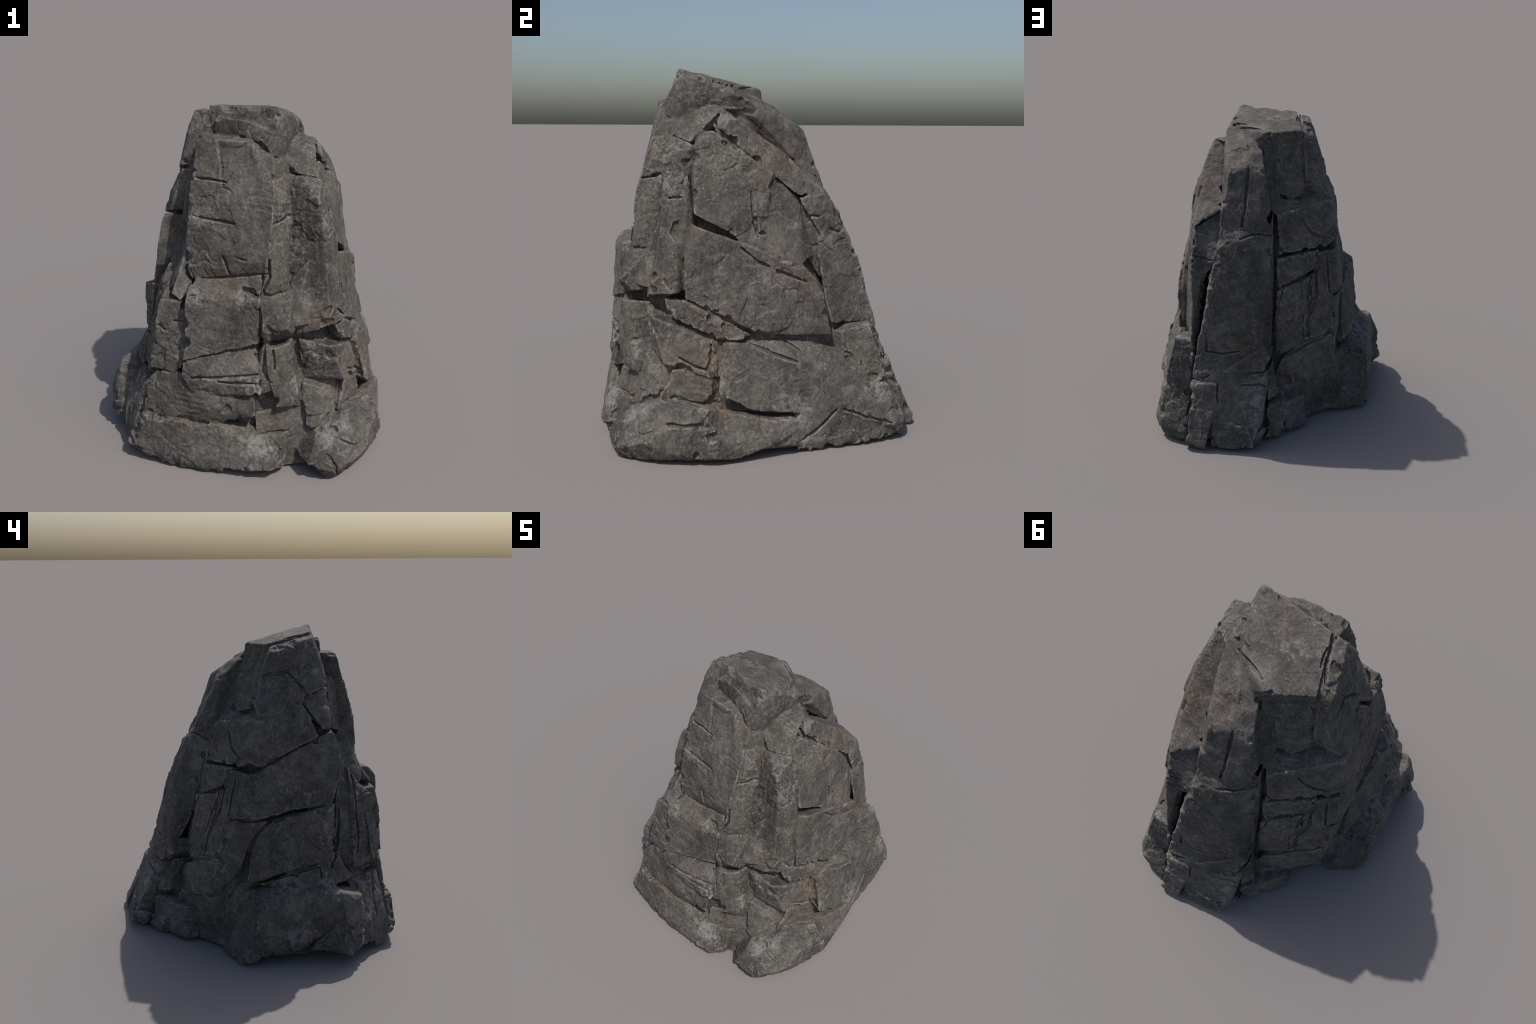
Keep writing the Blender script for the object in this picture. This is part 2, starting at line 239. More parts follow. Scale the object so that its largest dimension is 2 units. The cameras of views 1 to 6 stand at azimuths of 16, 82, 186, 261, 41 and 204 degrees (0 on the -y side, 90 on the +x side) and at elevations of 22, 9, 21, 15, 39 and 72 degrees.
groove([(0.259, -0.748, 0.750), (0.265, -0.742, 0.626), (0.293, -0.772, 0.567)], 0.008, (-0.66, -0.75, -0.01))
groove([(-0.147, -0.584, 1.652), (-0.064, -0.577, 1.643), (0.029, -0.585, 1.628)], 0.004, (-0.13, -0.95, 0.27))
groove([(0.285, -0.637, 1.428), (0.322, -0.593, 1.436), (0.359, -0.543, 1.453)], 0.007, (0.91, -0.42, -0.01))
groove([(0.223, -0.795, 0.236), (0.366, -0.717, 0.230)], 0.006, (0.59, -0.75, 0.32))
groove([(-0.341, -0.771, 0.851), (-0.303, -0.776, 0.833)], 0.004, (0.18, -0.96, 0.21))
groove([(-0.249, -0.767, 0.885), (-0.211, -0.751, 0.889)], 0.005, (0.64, -0.77, 0.06))
groove([(-0.147, -0.828, 0.572), (0.042, -0.816, 0.595), (0.220, -0.781, 0.608)], 0.008, (0.25, -0.93, 0.28))
groove([(0.008, -0.829, 0.567), (0.113, -0.817, 0.564), (0.225, -0.803, 0.566)], 0.007, (0.37, -0.90, 0.24))
groove([(-0.106, -0.816, 0.701), (0.008, -0.780, 0.722), (0.071, -0.768, 0.742), (0.212, -0.756, 0.770)], 0.008, (0.30, -0.91, -0.28))
groove([(0.610, -0.142, 1.083), (0.607, -0.062, 1.014), (0.602, 0.005, 0.985)], 0.006, (1.00, 0.01, 0.01))
groove([(0.603, 0.046, 0.964), (0.600, 0.121, 0.931), (0.591, 0.204, 0.893)], 0.006, (0.98, 0.14, 0.11))
groove([(0.563, -0.060, 1.234), (0.550, -0.055, 1.146)], 0.007, (0.84, 0.28, -0.47))
groove([(0.490, 0.353, 1.162), (0.481, 0.405, 1.143), (0.460, 0.424, 1.160)], 0.006, (0.83, 0.46, 0.32))
groove([(0.513, 0.236, 1.238), (0.498, 0.288, 1.229)], 0.004, (0.99, 0.08, 0.15))
groove([(0.667, 0.405, 0.212), (0.658, 0.529, 0.152), (0.655, 0.587, 0.140), (0.653, 0.674, 0.113)], 0.006, (1.00, -0.00, 0.00))
groove([(0.720, 0.161, 0.068), (0.695, 0.234, 0.103), (0.669, 0.363, 0.215)], 0.007, (1.00, -0.04, -0.02))
groove([(0.430, -0.546, 1.300), (0.562, -0.489, 1.341), (0.561, -0.441, 1.344)], 0.006, (0.95, -0.30, 0.10))
groove([(0.555, -0.077, 1.363), (0.566, -0.072, 1.245), (0.564, -0.058, 1.145)], 0.005, (0.94, 0.25, -0.24))
groove([(0.612, -0.534, 0.925), (0.639, -0.481, 0.863)], 0.007, (0.82, 0.02, -0.57))
groove([(0.648, -0.306, 0.593), (0.656, -0.300, 0.527), (0.679, -0.316, 0.466), (0.736, -0.269, 0.347)], 0.007, (0.91, -0.41, 0.02))
groove([(0.661, -0.471, 0.528), (0.671, -0.394, 0.481), (0.681, -0.316, 0.457)], 0.007, (0.95, 0.08, 0.29))
groove([(0.650, -0.500, 0.328), (0.685, -0.397, 0.294), (0.740, -0.341, 0.284)], 0.007, (0.70, -0.16, 0.69))
groove([(-0.236, 0.187, 1.348), (-0.298, 0.174, 1.277), (-0.391, 0.138, 1.235)], 0.006, (-0.51, 0.74, 0.44))
groove([(0.152, 0.410, 1.291), (0.081, 0.387, 1.314), (0.035, 0.367, 1.319), (-0.040, 0.295, 1.286)], 0.006, (-0.56, 0.67, 0.49))
groove([(0.319, 0.645, 0.587), (0.225, 0.637, 0.582), (0.111, 0.622, 0.599)], 0.007, (-0.07, 0.95, 0.31))
groove([(0.232, 0.727, 0.408), (0.223, 0.772, 0.294)], 0.005, (-0.00, 0.78, 0.63))
groove([(0.328, 0.622, 0.685), (0.319, 0.645, 0.587)], 0.004, (-0.19, 0.95, 0.23))
groove([(0.076, 0.718, 0.408), (-0.027, 0.686, 0.409), (-0.068, 0.678, 0.390)], 0.007, (-0.34, 0.86, 0.38))
groove([(0.405, 0.701, 0.395), (0.307, 0.686, 0.415), (0.220, 0.658, 0.431)], 0.007, (0.14, 0.28, 0.95))
groove([(-0.221, 0.193, 1.382), (-0.291, 0.179, 1.289), (-0.419, 0.125, 1.237)], 0.006, (-0.46, 0.88, 0.10))
groove([(-0.463, 0.211, 0.868), (-0.494, 0.091, 0.863), (-0.494, -0.005, 0.865)], 0.006, (-0.79, 0.36, 0.50))
groove([(-0.145, -0.182, 1.943), (-0.131, -0.267, 1.960), (-0.152, -0.361, 1.968)], 0.007, (-0.55, -0.06, 0.83))
groove([(0.302, -0.186, 1.921), (0.246, -0.151, 1.917), (0.196, -0.120, 1.923)], 0.006, (0.28, 0.33, 0.90))
groove([(0.260, -0.109, 1.900), (0.184, -0.068, 1.904), (0.083, -0.016, 1.915)], 0.007, (0.07, 0.22, 0.97))
groove([(-0.123, -0.365, 1.964), (-0.146, -0.278, 1.945), (-0.163, -0.200, 1.925), (-0.197, -0.125, 1.905)], 0.007, (0.06, 0.15, 0.99))
# END JOINTS
groove([(0.130, 0.220, 1.714), (0.131, 0.260, 1.614), (0.133, 0.337, 1.466), (0.151, 0.366, 1.362)], 0.01, (0.01, 0.91, 0.41))
groove([(-0.275, 0.364, 0.724), (-0.291, 0.325, 0.857), (-0.313, 0.260, 1.015)], 0.01, (-0.48, 0.85, 0.22))
groove([(-0.277, 0.373, 0.691), (-0.282, 0.390, 0.605), (-0.252, 0.409, 0.546)], 0.009, (-0.12, 0.86, 0.50))
groove([(-0.291, 0.389, 0.587), (-0.389, 0.341, 0.609), (-0.471, 0.281, 0.626)], 0.009, (-0.20, 0.98, 0.07))
groove([(-0.400, 0.175, 1.117), (-0.421, 0.201, 1.000), (-0.437, 0.224, 0.890)], 0.007, (-0.58, 0.78, 0.24))
groove([(0.458, 0.422, 1.155), (0.391, 0.419, 1.145), (0.327, 0.444, 1.142)], 0.008, (0.22, 0.89, 0.39))
groove([(-0.284, -0.011, 1.741), (-0.296, -0.113, 1.748), (-0.290, -0.178, 1.761), (-0.331, -0.283, 1.637), (-0.323, -0.302, 1.611)], 0.01, (-1.00, 0.04, 0.06))
groove([(-0.347, -0.273, 1.568), (-0.394, -0.320, 1.463), (-0.419, -0.360, 1.378)], 0.009, (-0.53, -0.77, 0.35))
groove([(-0.345, 0.233, 1.028), (-0.355, 0.269, 0.891), (-0.307, 0.340, 0.733), (-0.324, 0.378, 0.586)], 0.012, (-0.49, 0.82, 0.30))
groove([(-0.135, 0.377, 0.949), (-0.109, 0.419, 0.847), (-0.110, 0.459, 0.618), (-0.092, 0.470, 0.485)], 0.01, (-0.29, 0.90, 0.33))
groove([(-0.135, 0.377, 0.949), (-0.205, 0.300, 0.991), (-0.353, 0.226, 1.039)], 0.008, (-0.49, 0.85, 0.18))
groove([(-0.168, 0.466, 0.505), (-0.315, 0.386, 0.574), (-0.426, 0.331, 0.604)], 0.01, (-0.17, 0.87, 0.47))
groove([(-0.498, -0.036, 0.861), (-0.510, 0.054, 0.786), (-0.496, 0.109, 0.667), (-0.456, 0.137, 0.499), (-0.479, 0.232, 0.359)], 0.013, (-0.94, 0.24, 0.24), 0.03)
groove([(-0.468, 0.139, 0.461), (-0.549, -0.043, 0.499), (-0.608, -0.323, 0.579)], 0.008, (-0.80, 0.17, 0.57))
groove([(-0.608, -0.323, 0.579), (-0.639, -0.324, 0.516)], 0.008, (-0.91, 0.18, 0.38))
groove([(-0.448, -0.481, 0.903), (-0.501, -0.464, 0.666), (-0.598, -0.399, 0.570)], 0.011, (-0.95, -0.25, 0.19), 0.025)
groove([(-0.337, -0.582, 1.120), (-0.408, -0.609, 0.926), (-0.471, -0.614, 0.689), (-0.497, -0.601, 0.604)], 0.011, (-0.77, -0.54, 0.33), 0.025)
groove([(-0.477, -0.705, 0.466), (-0.560, -0.696, 0.324), (-0.586, -0.713, 0.219)], 0.01, (-0.70, -0.48, 0.53))
groove([(-0.498, -0.611, 0.516), (-0.408, -0.750, 0.516)], 0.008, (-0.99, -0.06, 0.12))
groove([(0.780, -0.531, 0.221), (0.796, -0.455, 0.216), (0.816, -0.373, 0.226)], 0.01, (0.97, 0.09, 0.23))
groove([(0.798, -0.365, 0.266), (0.813, -0.347, 0.224), (0.804, -0.315, 0.184)], 0.009, (0.76, 0.43, 0.49))
groove([(0.602, -0.773, 0.137), (0.630, -0.785, 0.114), (0.657, -0.799, 0.049)], 0.008, (0.51, -0.80, 0.32))
groove([(0.659, -0.082, 0.587), (0.668, 0.017, 0.531), (0.660, 0.155, 0.482)], 0.01, (0.77, 0.24, 0.59))
groove([(0.643, -0.013, 0.635), (0.599, 0.082, 0.585), (0.628, 0.174, 0.527)], 0.008, (0.90, 0.26, 0.35))
groove([(0.572, 0.517, 0.440), (0.604, 0.538, 0.377), (0.599, 0.576, 0.352)], 0.009, (0.92, 0.18, 0.36))

# ------------------------------------------------------------------ noise
rng = np.random.default_rng(11)
PERM = rng.permutation(256).astype(np.int32)
GRAD = rng.normal(size=(256, 3)).astype(np.float32)
GRAD /= np.linalg.norm(GRAD, axis=1)[:, None]


def perlin(p, seed=0):
    p = np.asarray(p, np.float32)
    i = np.floor(p).astype(np.int32)
    f = p - i
    u = f * f * f * (f * (f * 6 - 15) + 10)
    out = np.zeros(len(p), np.float32)
    for dx in (0, 1):
        wx = u[:, 0] if dx else 1 - u[:, 0]
        hx = PERM[(i[:, 0] + dx + seed * 37) & 255]
        for dy in (0, 1):
            wy = u[:, 1] if dy else 1 - u[:, 1]
            hy = PERM[(hx + i[:, 1] + dy) & 255]
            for dz in (0, 1):
                wz = u[:, 2] if dz else 1 - u[:, 2]
                g = GRAD[PERM[(hy + i[:, 2] + dz) & 255]]
                out += wx * wy * wz * (g[:, 0] * (f[:, 0] - dx) + g[:, 1] * (f[:, 1] - dy) + g[:, 2] * (f[:, 2] - dz))
    return out


def fbm(p, octaves, seed=0, gain=0.5):
    total, a, s = 0, 1.0, 1.0
    for k in range(octaves):
        total = total + a * perlin(p * s + 13.7 * k, seed + k)
        a, s = a * gain, s * 2.03
    return total


def terrace(t):
    """Flat treads with short risers, like split slate."""
    f = np.floor(t)
    x = np.clip((t - f - 0.5) / 0.22 + 0.5, 0, 1)
    return f + x * x * (3 - 2 * x)


def splinters(p, seed):
    """Angular fracture: each cell of a stretched Voronoi pattern is a tilted facet.
    Gives the facet height and the distance to the facet's edge."""
    g = np.random.default_rng(seed)
    table = g.random((4096, 3)).astype(np.float32)
    tilt = g.normal(size=(4096, 4)).astype(np.float32)
    p = p.astype(np.float32)
    i = np.floor(p).astype(np.int32)
    f = p - i
    best = np.full(len(p), 9., np.float32)
    second = np.full(len(p), 9., np.float32)
    cell = np.zeros(len(p), np.int32)
    base = i @ np.array([7919, 104729, 1299709], np.int32)
    for dx in (-1, 0, 1):
        for dy in (-1, 0, 1):
            for dz in (-1, 0, 1):
                h = (base + np.int32(dx * 7919 + dy * 104729 + dz * 1299709)) & 4095
                w = f - table[h] - np.array([dx, dy, dz], np.float32)
                d = np.einsum('ij,ij->i', w, w)
                m = d < best
                second = np.where(m, best, np.minimum(second, d))
                best = np.where(m, d, best)
                cell = np.where(m, h, cell)
    centre = f - table[cell]
    centre -= np.round(centre)
    value = (centre * tilt[cell, :3]).sum(1) * .8 + tilt[cell, 3] * .5
    return value, np.sqrt(second) - np.sqrt(best)


# ------------------------------------------------------------------ chipped arrises
def shard(g, centre, size, flat):
    """A small angular polyhedron: a few random planes round a centre."""
    n = g.normal(size=(8, 3)) * flat
    n /= np.linalg.norm(n, axis=1)[:, None]
    return centre, size, n.astype(np.float32), (size * g.uniform(.45, .9, 8)).astype(np.float32)


dice = np.random.default_rng(23)
for s in STONES:
    s['bites'] = []
    if s['kind'] == 'core':
        continue
    for a, b in s['edges']:
        for _ in range(dice.poisson(np.linalg.norm(b - a) * (4 if min(a[2], b[2]) > .5 else 6))):
            p = a + (b - a) * dice.uniform(.05, .95)
            out = (p - s['mid']) / max(np.linalg.norm(p - s['mid']), .01)
            size = dice.uniform(.02, .055)
            s['bites'].append(shard(dice, p + out * size * .5, size, (1, 1, 1.4)))


# ------------------------------------------------------------------ the field
def smin(a, b, k):
    h = np.maximum(k - np.abs(a - b), 0) / k
    return np.minimum(a, b) - h * h * k * 0.25


def smax(a, b, k):
    return -smin(-a, -b, k)


def stone_distance(s, p):
    d = p @ s['n'][0].astype(np.float32) - np.float32(s['o'][0])
    for n, o in zip(s['n'][1:], s['o'][1:]):
        d = smax(d, p @ n.astype(np.float32) - np.float32(o), s['worn'])
    return d


def joint_distance(path, r, out, deep, q):
    d = np.full(len(q), 9.0, np.float32)
    for i, (a, b) in enumerate(zip(path[:-1], path[1:])):
        ab = b - a
        t = np.clip((q - a) @ ab / (ab @ ab), 0, 1)
        w = q - a - t[:, None] * ab
        w = w - np.clip(w @ out, -deep, .03)[:, None] * out
        along = (i + t) / (len(path) - 1)
        taper = max(r, .0075) * (1 - np.abs(2 * along - 1) ** 3 * .35)
        d = np.minimum(d, np.linalg.norm(w, axis=1) - taper)
    return d


def shard_distance(c, size, n, o, cells):
    q = cells - c.astype(np.float32)
    d = np.sqrt((q ** 2).sum(-1)) - np.float32(size)
    for k in range(len(n)):
        d = np.maximum(d, q @ n[k] - o[k])
    return d


def field(cells, reach, soft):
    """Smooth union of the stones at points grouped by cell: (cells, points, 3)."""
    mid = cells.mean(1)
    near = [stone_distance(s, mid) for s in STONES]
    top = np.min(near, 0)
    total = np.full(cells.shape[:2], 0.2, np.float32)
    for s, d in zip(STONES, near):
        m = np.nonzero((d < top + 2 * reach + soft) & (d < 2 * reach))[0]
        if len(m):
            own = stone_distance(s, cells[m].reshape(-1, 3)).reshape(len(m), -1)
            for c, size, n, o in s['bites']:
                k = np.nonzero(((mid[m] - c) ** 2).sum(1) < (size * 1.1 + reach) ** 2)[0]
                if len(k):
                    own[k] = smax(own[k], -shard_distance(c, size, n, o, cells[m[k]]), .004)
            total[m] = smin(total[m], own, soft)
    for path, r, out, deep in GROOVES:
        m = np.nonzero(((mid > path.min(0) - reach - r - .03) & (mid < path.max(0) + reach + r + .03)).all(1))[0]
        if len(m):
            d = joint_distance(path, r, out, deep, cells[m].reshape(-1, 3)).reshape(len(m), -1)
            total[m] = smax(total[m], -d.astype(np.float32), 0.004)
    return total


def ball(radius):
    r = int(radius)
    g = np.stack(np.meshgrid(*[np.arange(-r, r + 1)] * 3, indexing='ij'), -1).reshape(-1, 3)
    return g[(g ** 2).sum(1) <= radius ** 2]


def spread(F, radius, pick):
    r = int(radius)
    P = np.pad(F, r, mode='edge')
    out = F.copy()
    for i, j, k in ball(radius):
        pick(out, P[r + i:r + i + F.shape[0], r + j:r + j + F.shape[1], r + k:r + k + F.shape[2]], out=out)
    return out


def filling(lo, hi, step, radius):
    """Debris that has filled the slots between stones: the closing of the pile."""
    n = np.ceil((hi - lo) / step).astype(int) + 1
    c = np.stack(np.meshgrid(*[lo[k] + np.arange(n[k]) * step for k in range(3)], indexing='ij'), -1).astype(np.float32)
    F = np.full(n, .15, np.float32)
    for s in STONES:
        a = np.maximum(np.floor((s['lo'] - .09 - lo) / step).astype(int), 0)
        b = np.minimum(np.ceil((s['hi'] + .09 - lo) / step).astype(int) + 1, n)
        box = c[a[0]:b[0], a[1]:b[1], a[2]:b[2]]
        view = F[a[0]:b[0], a[1]:b[1], a[2]:b[2]]
        np.minimum(view, stone_distance(s, box.reshape(-1, 3)).reshape(view.shape), out=view)
    return spread(spread(F, radius, np.minimum), radius, np.maximum)


def sample(F, lo, step, p):
    g = (p - lo.astype(np.float32)) / np.float32(step)
    i = np.clip(np.floor(g).astype(np.int32), 0, np.array(F.shape) - 2)
    f = g - i
    out = np.zeros(p.shape[:-1], np.float32)
    for a in (0, 1):
        for b in (0, 1):
            for d in (0, 1):
                w = (f[..., 0] if a else 1 - f[..., 0]) * (f[..., 1] if b else 1 - f[..., 1]) * (f[..., 2] if d else 1 - f[..., 2])
                out += w * F[i[..., 0] + a, i[..., 1] + b, i[..., 2] + d]
    return out


def warp(p):
    return np.stack([perlin(p * 5 + 5.1 * k, 20 + k) * .010 + perlin(p * 13 + 3.3 * k, 30 + k) * .006 for k in range(3)], 1)


def build_skin():
    lo = np.array([-.87, -.95, -.03])
    COARSE = 5
    big = CELL * COARSE
    n = np.ceil((np.array([.87, .95, 2.04]) - lo) / big).astype(int)
    axes = [lo[k] + np.arange(n[k] + 1) * big for k in range(3)]
    c = np.stack(np.meshgrid(*axes, indexing='ij'), -1).astype(np.float32)
    flat = c.reshape(-1, 3)
    fc = np.full(len(flat), 9., np.float32)
    for s in STONES:
        m = np.nonzero(((flat > s['lo'] - .1) & (flat < s['hi'] + .1)).all(1))[0]
        fc[m] = np.minimum(fc[m], stone_distance(s, flat[m]))
    shift = np.zeros((len(flat), 3), np.float32)
    m = np.nonzero(np.abs(fc) < .12)[0]
    shift[m] = warp(flat[m])
    fc, shift = fc.reshape(n + 1), shift.reshape(tuple(n + 1) + (3,))
    corner = [(i, j, k) for i in (0, 1) for j in (0, 1) for k in (0, 1)]
    part = lambda arr, i, j, k: arr[i:i + n[0], j:j + n[1], k:k + n[2]]
    cubes = np.stack([part(fc, *t) for t in corner])
    near = np.abs(cubes).min(0) < big * 1.25
    sign = cubes.mean(0) < 0
    N = n * COARSE
    F = np.where(sign, np.float32(-.1), np.float32(.1)).repeat(COARSE, 0).repeat(COARSE, 1).repeat(COARSE, 2)
    cell3 = np.stack(np.nonzero(near), 1)
    sub = np.stack(np.meshgrid(*[np.arange(COARSE)] * 3, indexing='ij'), -1).reshape(-1, 3)
    ijk = cell3[:, None] * COARSE + sub
    p = (lo + ijk * CELL).astype(np.float32)
    q = p.copy()
    for t in corner:
        w = np.prod(np.where(np.array(t), sub / COARSE, 1 - sub / COARSE), 1).astype(np.float32)
        g = cell3 + np.array(t)
        q += w[None, :, None] * shift[g[:, 0], g[:, 1], g[:, 2]][:, None]
    f = field(q, big * .87, .008)
    flo, fhi = lo - .05, lo + n * big + .05
    packed = filling(flo, fhi, .0135, 2.9)
    f = smin(f, sample(packed, flo, .0135, q) + FILL_DEPTH, .01)
    f = np.maximum(f, .001 - p[..., 2])
    F[ijk[..., 0], ijk[..., 1], ijk[..., 2]] = f
    # surface nets
    inside = F < 0
    s = [slice(0, -1), slice(1, None)]
    corners = corner
    cnt = sum(inside[s[i], s[j], s[k]].astype(np.int8) for i, j, k in corners)
    cell = np.nonzero(((cnt > 0) & (cnt < 8)).ravel())[0]
    dims = np.array(F.shape) - 1
    ci = np.stack(np.unravel_index(cell, dims), 1)
    val = {c3: F[ci[:, 0] + c3[0], ci[:, 1] + c3[1], ci[:, 2] + c3[2]] for c3 in corners}
    acc, num = np.zeros((len(ci), 3)), np.zeros(len(ci))
    for a in corners:
        for ax in range(3):
            if a[ax] == 0:
                b = tuple(1 if k == ax else a[k] for k in range(3))
                fa, fb = val[a], val[b]
                m = (fa < 0) != (fb < 0)
                t = fa[m] / (fa[m] - fb[m])
                pt = np.tile(np.array(a, float), (m.sum(), 1))
                pt[:, ax] += t
                acc[m] += pt
                num[m] += 1
    verts = lo + (ci + acc / num[:, None]) * CELL
    vid = np.full(int(np.prod(dims)), -1, np.int64)
    vid[cell] = np.arange(len(cell))
    vid = vid.reshape(dims)
    quads = []
    for ax in range(3):
        u, w = (ax + 1) % 3, (ax + 2) % 3
        a = [slice(1, -1)] * 3
        b = [slice(1, -1)] * 3
        a[ax], b[ax] = slice(0, -1), slice(1, None)
        ia, ib = inside[tuple(a)], inside[tuple(b)]
        for flip, mask in ((False, ia & ~ib), (True, ~ia & ib)):
            e = np.stack(np.nonzero(mask), 1)
            e[:, u] += 1
            e[:, w] += 1
            ring = []
            for du, dw in ((-1, -1), (0, -1), (0, 0), (-1, 0)):
                g = e.copy()
                g[:, u] += du
                g[:, w] += dw
                ring.append(vid[g[:, 0], g[:, 1], g[:, 2]])
            r = np.stack(ring, 1)
            quads.append(r[:, ::-1] if flip else r)
    quads = np.concatenate(quads)
    return verts, quads[(quads >= 0).all(1)]


def vertex_normals(v, q):
    fn = np.cross(v[q[:, 2]] - v[q[:, 0]], v[q[:, 3]] - v[q[:, 1]])
    n = np.zeros_like(v)
    for k in range(4):
        for ax in range(3):
            n[:, ax] += np.bincount(q[:, k], fn[:, ax], len(v))
    return n / np.maximum(np.linalg.norm(n, axis=1), 1e-12)[:, None]


verts, quads = build_skin()

# keep the biggest shell only
parent = np.arange(len(verts))
while True:
    low = parent[quads].min(1)
    new = parent.copy()
    for k in range(4):
        np.minimum.at(new, quads[:, k], low)
    new = new[new]
    if (new == parent).all():
        break
    parent = new
main = np.bincount(parent).argmax()
quads = quads[parent[quads[:, 0]] == main]
used, inv = np.unique(quads, return_inverse=True)
verts, quads = verts[used], inv.reshape(quads.shape)

# surface relief: undulation, split flakes, pits
nrm = vertex_normals(verts, quads)
flake = terrace(fbm(verts * np.array([7., 7., 5.]), 3, 3) * 3.0)
crumbly = np.clip(fbm(verts * 3.1, 3, 41) * 1.8 + .3 + np.clip(.4 - verts[:, 2], 0, 1) * .9, .1, 1)
bent = verts + np.stack([fbm(verts * 8 + 9 * k, 2, 50 + k) for k in range(3)], 1) * .05
wide, wide_edge = splinters(bent * np.array([6.5, 6.5, 5.]), 4)
mid, mid_edge = splinters(bent * np.array([14., 14., 10.]), 5)
small, _ = splinters(bent * np.array([33., 33., 26.]), 6)
split = np.clip(fbm(verts * 4.3, 2, 60) * 4 + .2, 0, 1)
cracks = np.clip(1 - wide_edge / .035, 0, 1) * split * .007 + np.clip(1 - mid_edge / .06, 0, 1) * np.clip(fbm(verts * 5, 2, 64) * 4 - .1, 0, 1) * .005
layer = verts @ np.array([2., 2., 30.]) + fbm(verts * 3, 2, 70) * 1.2
ledges = ((layer - np.floor(layer)) - .5) * np.clip(fbm(verts * np.array([2.5, 2.5, 5.]), 2, 73) * 5 - 1.2, 0, 1) * np.clip(1 - np.abs(nrm[:, 2]) * 1.3, 0, 1)
relief = (fbm(verts * 7, 3, 7) * .004 + flake * .0024 + wide * .003
          + crumbly * (mid * .0036 + small * .0017) + ledges * .005 - cracks
          + fbm(verts * 60, 2, 15) * .0008 + .0005)
# broad faces stay smooth: the summit, the great slabs and the panels are split along bedding
calm = np.clip((verts[:, 2] - 1.8) / .06, 0, 1) * np.clip((nrm[:, 2] - .4) / .3, 0, 1) * .6
calm = np.maximum(calm, np.clip(fbm(verts * 2.2, 2, 90) * 3 + .35, 0, .45))
relief = relief * (1 - calm)
verts = verts + nrm * relief[:, None]
verts[:, 2] = np.maximum(verts[:, 2], 0)
verts[:, 2] -= verts[:, 2].min()
nrm = vertex_normals(verts, quads)

# ------------------------------------------------------------------ which stone owns each face
centre = verts[quads].mean(1).astype(np.float32)
best, owner = np.full(len(centre), 9., np.float32), np.zeros(len(centre), int)
for k, s in enumerate(STONES):
    m = np.nonzero(((centre > s['lo'] - .06) & (centre < s['hi'] + .06)).all(1))[0]
    d = stone_distance(s, centre[m])
    better = d < best[m]
    owner[m[better]] = k
    best[m[better]] = d[better]

